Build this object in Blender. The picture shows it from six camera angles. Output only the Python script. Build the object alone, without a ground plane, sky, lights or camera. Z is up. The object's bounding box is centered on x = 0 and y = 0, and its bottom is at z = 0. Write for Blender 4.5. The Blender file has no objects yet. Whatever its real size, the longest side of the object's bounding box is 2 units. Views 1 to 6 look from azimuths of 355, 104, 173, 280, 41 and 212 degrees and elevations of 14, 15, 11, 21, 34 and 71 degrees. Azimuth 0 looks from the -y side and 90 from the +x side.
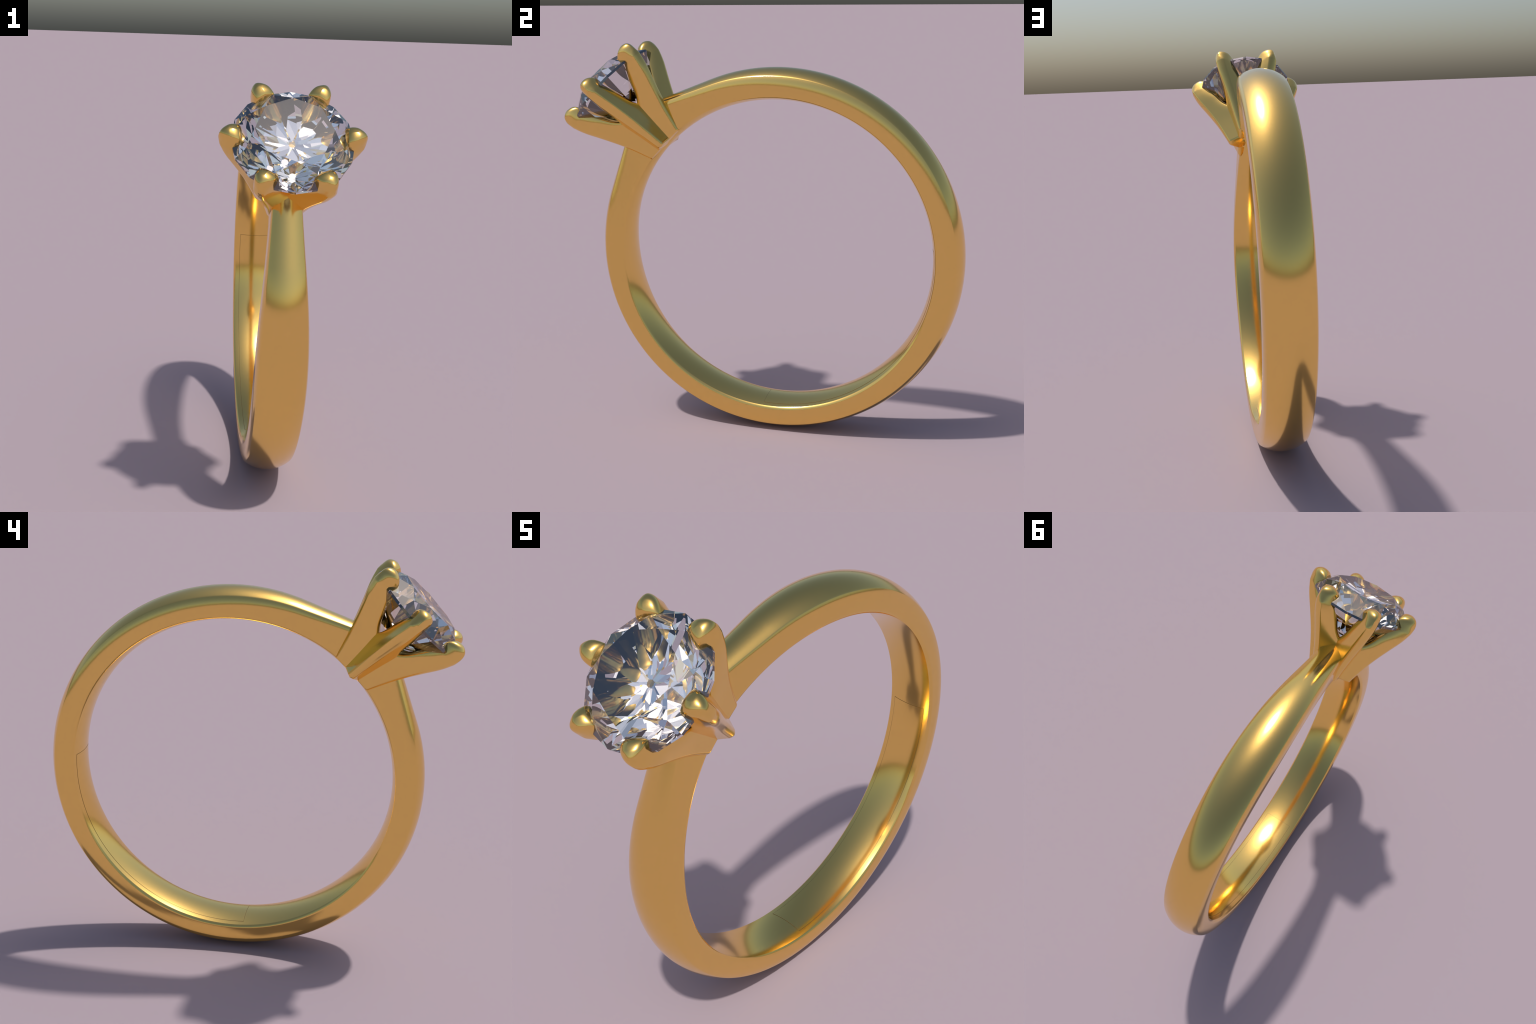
"""A solitaire engagement ring: polished yellow-gold comfort-fit band with
tapering shoulders, a six-prong setting and a round brilliant-cut diamond.
The ring stands on its band, head tilted 45 degrees towards -y.

Ring frame used while modelling: x = ring axis, y = across the head, z = head axis,
origin at the centre of the finger hole."""
import bpy, bmesh, math
from math import sin, cos, tan, pi, radians, hypot, sqrt, atan2
from mathutils import Matrix, Vector

RING_CENTRE = Vector((0.0, 0.0665, 0.9335))
RING_FRAME = Matrix.Translation(RING_CENTRE) @ Matrix.Rotation(radians(45.92), 4, 'X') \
    @ Matrix.Rotation(radians(-0.45), 4, 'Z')


# ------------------------------------------------------------------ helpers
def interp(table, u):
    """Smooth (Catmull-Rom / Hermite) interpolation in a short (u, value) table."""
    if u <= table[0][0]:
        return table[0][1]
    if u >= table[-1][0]:
        return table[-1][1]
    for i in range(len(table) - 1):
        (u0, a), (u1, b) = table[i], table[i + 1]
        if u0 <= u <= u1:
            h = u1 - u0
            m0 = (b - a) / h if i == 0 else (b - table[i - 1][1]) / (u1 - table[i - 1][0])
            m1 = (b - a) / h if i + 2 >= len(table) else (table[i + 2][1] - a) / (table[i + 2][0] - u0)
            s = (u - u0) / h
            return ((2*s**3 - 3*s**2 + 1) * a + (s**3 - 2*s**2 + s) * h * m0
                    + (-2*s**3 + 3*s**2) * b + (s**3 - s**2) * h * m1)


def spline(points, n):
    """n+1 points evenly spaced in arc length along a smooth curve through 2D control points."""
    acc = [0.0]
    for p, q in zip(points, points[1:]):
        acc.append(acc[-1] + hypot(q[0] - p[0], q[1] - p[1]))
    tx = [(a, p[0]) for a, p in zip(acc, points)]
    ty = [(a, p[1]) for a, p in zip(acc, points)]
    return [(interp(tx, acc[-1] * i / n), interp(ty, acc[-1] * i / n)) for i in range(n + 1)]


def smoothstep(a, b, v):
    v = min(1.0, max(0.0, (v - a) / (b - a)))
    return v * v * (3 - 2 * v)


def mesh_object(name, verts, faces, material, parent, sharp_deg=None, smooth=True):
    me = bpy.data.meshes.new(name)
    me.from_pydata(verts, [], faces)
    bm = bmesh.new()
    bm.from_mesh(me)
    bmesh.ops.remove_doubles(bm, verts=bm.verts, dist=1e-6)
    bmesh.ops.recalc_face_normals(bm, faces=bm.faces)
    bm.to_mesh(me)
    bm.free()
    for p in me.polygons:
        p.use_smooth = smooth
    if smooth and sharp_deg:
        me.set_sharp_from_angle(angle=radians(sharp_deg))
    me.materials.append(material)
    ob = bpy.data.objects.new(name, me)
    bpy.context.scene.collection.objects.link(ob)
    ob.parent = parent
    return ob


# ------------------------------------------------------------------ materials
def gold_material():
    m = bpy.data.materials.new("polished_yellow_gold")
    m.use_nodes = True
    nt = m.node_tree
    b = nt.nodes["Principled BSDF"]
    b.inputs["Base Color"].default_value = GOLD
    b.inputs["Metallic"].default_value = 1.0
    tc = nt.nodes.new("ShaderNodeTexCoord")
    n = nt.nodes.new("ShaderNodeTexNoise")
    n.inputs["Scale"].default_value = 9.0
    r = nt.nodes.new("ShaderNodeMapRange")
    r.inputs["To Min"].default_value = GOLD_ROUGH - 0.006
    r.inputs["To Max"].default_value = GOLD_ROUGH + 0.006
    nt.links.new(tc.outputs["Object"], n.inputs["Vector"])
    nt.links.new(n.outputs["Fac"], r.inputs["Value"])
    nt.links.new(r.outputs["Result"], b.inputs["Roughness"])
    return m


def dark_line_material():
    """Dull dark metallic tone for the thin line around the inlaid plate."""
    m = bpy.data.materials.new("dull_dark_line")
    m.use_nodes = True
    nt = m.node_tree
    b = nt.nodes["Principled BSDF"]
    b.inputs["Metallic"].default_value = 1.0
    b.inputs["Roughness"].default_value = 0.5
    n = nt.nodes.new("ShaderNodeTexNoise")
    n.inputs["Scale"].default_value = 30.0
    c = nt.nodes.new("ShaderNodeValToRGB")
    c.color_ramp.elements[0].color = (0.16, 0.11, 0.05, 1)
    c.color_ramp.elements[1].color = (0.24, 0.17, 0.07, 1)
    tc = nt.nodes.new("ShaderNodeTexCoord")
    nt.links.new(tc.outputs["Object"], n.inputs["Vector"])
    nt.links.new(n.outputs["Fac"], c.inputs["Fac"])
    nt.links.new(c.outputs["Color"], b.inputs["Base Color"])
    return m


def diamond_material():
    m = bpy.data.materials.new("clear_diamond")
    m.use_nodes = True
    b = m.node_tree.nodes["Principled BSDF"]
    b.inputs["Base Color"].default_value = (1, 1, 1, 1)
    b.inputs["Roughness"].default_value = 0.0
    b.inputs["IOR"].default_value = 2.42
    b.inputs["Transmission Weight"].default_value = 1.0
    return m


GOLD = (0.94, 0.625, 0.18, 1.0)
GOLD_ROUGH = 0.15

# ------------------------------------------------------------------ band
BAND_RADIUS = 0.9335        # outside, at the crest of the dome
HOLE_RADIUS = 0.780        # inside, at the crest of the comfort curve
HALF_WIDTH = [(0, 0.060), (10, 0.068), (20, 0.080), (30, 0.093), (40, 0.105),
              (50, 0.113), (62, 0.117), (80, 0.117), (180, 0.116)]
SHOULDER_START = 25.0      # from here the shoulders run straight up to the head
PLATE_FROM, PLATE_TO, PLATE_HALF, PLATE_RISE = 130.0, 230.0, 0.083, 0.0009   # inlay inside the hole
INNER_SAG = 0.0190         # how far the comfort curve falls away to its edges
HEAD_FLOOR = 0.945         # inside the head the shoulders are hollowed under the stone


def crest_radius(deg):
    a = min(abs(deg), 360 - abs(deg))
    s = SHOULDER_START
    r = BAND_RADIUS / cos(radians(max(0.0, s - a)))
    if a < 15:
        r = min(r, HEAD_FLOOR / (cos(radians(a)) - 0.3 * sin(radians(a))))
    return r


def band_section(deg):
    """Half outline, (x, radius), of the band at an angle from the head."""
    a = min(deg, 360 - deg)
    w = interp(HALF_WIDTH, a)
    k = w / 0.118
    top = crest_radius(deg)
    half = []                                # from crest of dome to crest of hole, x >= 0
    wd = w - 0.0155 * k                      # edge of the dome
    sag = wd * 0.333
    rd = (wd * wd + sag * sag) / (2 * sag)
    phi = math.asin(min(1, wd / rd))
    for i in range(15):
        t = phi * i / 14
        half.append((rd * sin(t), top - rd * (1 - cos(t))))
    rc = top - sag

    def bend(p0, p1, p2, n):                 # quadratic curve that turns a corner
        for i in range(1, n + 1):
            t = i / n
            half.append(tuple((1-t)**2 * p0[j] + 2*t*(1-t) * p1[j] + t*t * p2[j] for j in (0, 1)))
    wc, r2 = wd + 0.0050 * k, rc - 0.0052 * k      # narrow bevel that catches the sun
    bend((wd, rc), (wd + 0.0028 * k, rc - 0.0022 * k), (wc, r2), 5)
    bend((wc, r2), (w, r2 - 0.021 * k), (w, r2 - 0.052 * k), 9)   # rolled edge
    wi = w - 0.0095 * k
    ri = hole_radius(wi, w)
    half.append((w, (half[-1][1] + ri + 0.018) / 2))
    half.append((w, ri + 0.018))
    bend((w, ri + 0.018), (w, ri + 0.0075), (wi, ri), 7)
    for i in range(1, 15):
        x = wi * (1 - i / 14)
        half.append((x, hole_radius(x, w)))
    return half


def hole_radius(x, w):
    return HOLE_RADIUS + INNER_SAG * (x / w) ** 2


def make_band(material, parent):
    verts, rings, faces = [], [], []
    n = 480
    for k in range(n):
        half = band_section(360 * k / n)
        outline = half + [(-x, r) for x, r in half[-2:0:-1]]
        th = 2 * pi * k / n
        rings.append(range(len(verts), len(verts) + len(outline)))
        verts += [(x, r * sin(th), r * cos(th)) for x, r in outline]
    for r0, r1 in zip(rings, rings[1:] + rings[:1]):
        m = len(r0)
        for i in range(m):
            j = (i + 1) % m
            faces.append((r0[i], r0[j], r1[j], r1[i]))
    return mesh_object("band", verts, faces, material, parent, sharp_deg=8.5)


def make_plate(name, material, parent, grow=0.0, rise=PLATE_RISE):
    """Thin curved plate let into the inside of the band, standing a hair proud."""
    verts, faces = [], []
    nx, na = 24, 120
    for lift, inset in ((rise, -grow), (-0.006, 0.001 - grow)):
        d0 = math.degrees(inset / HOLE_RADIUS)
        for i in range(na + 1):
            deg = PLATE_FROM + d0 + (PLATE_TO - PLATE_FROM - 2 * d0) * i / na
            w = interp(HALF_WIDTH, min(deg, 360 - deg))
            for j in range(nx + 1):
                x = (PLATE_HALF - inset) * (2 * j / nx - 1)
                r = hole_radius(x, w) - lift
                verts.append((x, r * sin(radians(deg)), r * cos(radians(deg))))
    row, layer = nx + 1, (nx + 1) * (na + 1)
    for i in range(na):
        for j in range(nx):
            a = i * row + j
            faces.append((a, a + 1, a + row + 1, a + row))
            faces.append((layer + a, layer + a + row, layer + a + row + 1, layer + a + 1))
        for a in (i * row, i * row + nx):
            faces.append((a, a + row, layer + a + row, layer + a))
    for j in range(nx):
        for a in (j, na * row + j):
            faces.append((a, a + 1, layer + a + 1, layer + a))
    return mesh_object(name, verts, faces, material, parent, sharp_deg=30)


# ------------------------------------------------------------------ setting
# each prong is a tapered fin: a narrow face outside, two flat sides spreading inwards
PRONG_OUTER = [(0.123, 0.786), (0.151, 0.860), (0.180, 0.930), (0.207, 0.985), (0.236, 1.040),
               (0.271, 1.105), (0.290, 1.150), (0.301, 1.188), (0.302, 1.216), (0.292, 1.241),
               (0.262, 1.257)]
PRONG_INNER = [(0.015, 0.786), (0.030, 0.930), (0.050, 0.985), (0.085, 1.020), (0.118, 1.055),
               (0.145, 1.100), (0.172, 1.150), (0.190, 1.185), (0.200, 1.206), (0.208, 1.226),
               (0.217, 1.244), (0.233, 1.254), (0.262, 1.257)]       # its nose runs into the stone
PRONG_HALF = [(0.79, 0.20), (0.96, 0.12), (1.00, 0.090), (1.03, 0.074), (1.06, 0.066), (1.10, 0.062),
              (1.15, 0.056), (1.20, 0.049), (1.30, 0.047)]
PRONG_FACE = [(0.79, 0.013), (1.0, 0.018), (1.12, 0.020), (1.2, 0.019), (1.3, 0.018)]   # half-width of the outer face
PRONG_TAPER = 0.55         # half-width gained per unit of depth behind the outer face


def seg_dist(p, poly):
    best = 9.0
    for (ax, ay), (bx, by) in zip(poly, poly[1:]):
        dx, dy = bx - ax, by - ay
        l2 = dx * dx + dy * dy
        t = 0 if l2 == 0 else max(0, min(1, ((p[0]-ax)*dx + (p[1]-ay)*dy) / l2))
        best = min(best, hypot(p[0] - ax - t*dx, p[1] - ay - t*dy))
    return best


def round_edge(d, radius):
    d = min(1.0, max(0.0, d / radius))
    return sqrt(max(0.0, 1 - (1 - d) ** 2))


def prong_mesh_data():
    ns, nv = 110, 40
    outer, inner = spline(PRONG_OUTER, ns), spline(PRONG_INNER, ns)
    ridge_of = [(z, r) for r, z in PRONG_OUTER[:8]] + [(1.30, 0.303)]
    k_top = int(ns * 0.86)
    cap = outer[k_top:] + inner[int(ns * 0.93):][::-1]
    grid = []
    for i in range(ns + 1):
        row = []
        for j in range(nv + 1):
            v = 0.5 - 0.5 * cos(pi * j / nv)
            r, z = (outer[i][k] * (1 - v) + inner[i][k] * v for k in (0, 1))
            d = max(0.0, interp(ridge_of, z) - r)
            w = (interp(PRONG_FACE, z) + PRONG_TAPER * d) * round_edge(d, 0.010)
            h = interp(PRONG_HALF, z)
            w = (w ** -6 + h ** -6) ** (-1 / 6) if w > 1e-5 else 0.0
            w *= round_edge(seg_dist((r, z), cap), 0.027)
            w *= round_edge(seg_dist((r, z), inner), 0.034 - 0.024 * smoothstep(1.15, 1.21, z))
            w *= round_edge(z - 0.786, 0.008)
            if i in (0, ns) or j in (0, nv):
                w = 0.0
            row.append((r, w, z))
        grid.append(row)
    verts, faces = [], []
    for side in (1, -1):
        base = len(verts)
        for row in grid:
            verts += [(x, side * w, z) for x, w, z in row]
        for i in range(ns):
            for j in range(nv):
                a = base + i * (nv + 1) + j
                faces.append((a, a + 1, a + nv + 2, a + nv + 1))
    return verts, faces


def make_setting(material, parent):
    """Hub: the solid core that the prongs grow out of, with a cup under the stone."""
    n, verts, faces = 96, [], []
    outer = [(0.050, 0.798), (0.058, 0.802), (0.070, 0.840), (0.090, 0.920), (0.104, 0.960), (0.106, 0.968)]
    inner = [(0.100, 0.968), (0.070, 0.958), (0.030, 0.952), (0.0, 0.951)]
    prof = spline(outer, 20) + spline(inner, 10)
    for r, z in prof:
        for k in range(n):
            a = 2 * pi * k / n
            verts.append((r * cos(a), r * sin(a), z))
    rows = len(prof)
    for i in range(rows - 1):
        for k in range(n):
            k2 = (k + 1) % n
            faces.append((i*n + k, i*n + k2, (i+1)*n + k2, (i+1)*n + k))
    faces.append(tuple(range(n - 1, -1, -1)))
    hub = mesh_object("setting", verts, faces, material, parent, sharp_deg=35)
    pv, pf = prong_mesh_data()
    first = mesh_object("prong", pv, pf, material, hub, sharp_deg=40)
    bm = bmesh.new()                                   # polish the bead at the tip
    bm.from_mesh(first.data)
    bead = [v for v in bm.verts if v.co.z > 1.175 and v.co.x > 0.15]
    for _ in range(14):
        bmesh.ops.smooth_vert(bm, verts=bead, factor=0.5, use_axis_x=True, use_axis_y=True, use_axis_z=True)
    bm.to_mesh(first.data)
    bm.free()
    for k in range(6):
        p = first if k == 0 else first.copy()
        if k:
            bpy.context.scene.collection.objects.link(p)
        p.rotation_euler = (0, 0, radians(60 * k))
    return hub


# ------------------------------------------------------------------ stone
GIRDLE_R, GIRDLE_LOW, GIRDLE_HIGH = 0.254, 1.178, 1.190
TABLE_R, TABLE_Z, CULET_R, CULET_Z = 0.160, 1.264, 0.015, 0.959


def make_diamond(material, parent):
    """Round brilliant: table, 8 stars, 8 kites, 16 upper halves, girdle,
    16 lower halves, 8 pavilion mains and a tiny culet."""
    pol = lambda r, deg, z: (r * cos(radians(deg)), r * sin(radians(deg)), z)
    verts, faces = [], []

    def add(p):
        verts.append(p)
        return len(verts) - 1
    ch = TABLE_Z - GIRDLE_HIGH
    star_r = 0.212
    star_z = GIRDLE_HIGH + ch * (GIRDLE_R - star_r * cos(radians(22.5))) / (GIRDLE_R - TABLE_R)
    low_r = 0.062
    slope = (GIRDLE_LOW - CULET_Z) / (GIRDLE_R - CULET_R)
    low_z = CULET_Z + slope * (low_r * cos(radians(22.5)) - CULET_R)
    T = [add(pol(TABLE_R, 45*k, TABLE_Z)) for k in range(8)]
    S = [add(pol(star_r, 45*k + 22.5, star_z)) for k in range(8)]
    GU = [add(pol(GIRDLE_R, 22.5*k, GIRDLE_HIGH)) for k in range(16)]
    GL = [add(pol(GIRDLE_R, 22.5*k, GIRDLE_LOW)) for k in range(16)]
    L = [add(pol(low_r, 45*k + 22.5, low_z)) for k in range(8)]
    C = [add(pol(CULET_R, 45*k, CULET_Z)) for k in range(8)]
    faces.append(tuple(T))
    faces.append(tuple(reversed(C)))
    for k in range(8):
        n, p = (k + 1) % 8, (k - 1) % 8
        faces.append((T[k], S[k], T[n]))
        faces.append((T[k], S[p], GU[2*k], S[k]))
        faces.append((S[k], GU[2*k], GU[2*k + 1]))
        faces.append((S[k], GU[2*k + 1], GU[(2*k + 2) % 16]))
        faces.append((C[k], L[k], GL[2*k], L[p]))
        faces.append((L[k], GL[2*k + 1], GL[2*k]))
        faces.append((L[k], GL[(2*k + 2) % 16], GL[2*k + 1]))
        faces.append((C[k], C[n], L[k]))
    for k in range(16):
        n = (k + 1) % 16
        faces.append((GU[k], GL[k], GL[n], GU[n]))
    return mesh_object("diamond", verts, faces, material, parent, smooth=False)


# ------------------------------------------------------------------ assembly
gold, clear = gold_material(), diamond_material()
ring = bpy.data.objects.new("engagement_ring", None)
bpy.context.scene.collection.objects.link(ring)
ring["label"] = "yellow gold solitaire ring with six-prong round brilliant diamond"
ring["category"] = "ring"
band = make_band(gold, ring)
plate = make_plate("inlay_plate", gold, band)
dark_plate_outline = make_plate("dark_plate_outline", dark_line_material(), band, grow=0.0015, rise=0.0003)  # slightly larger dark slab; its rim shows as a thin dark line around the plate
setting = make_setting(gold, ring)
diamond = make_diamond(clear, ring)
for part in (band, setting, diamond):
    part.matrix_local = RING_FRAME
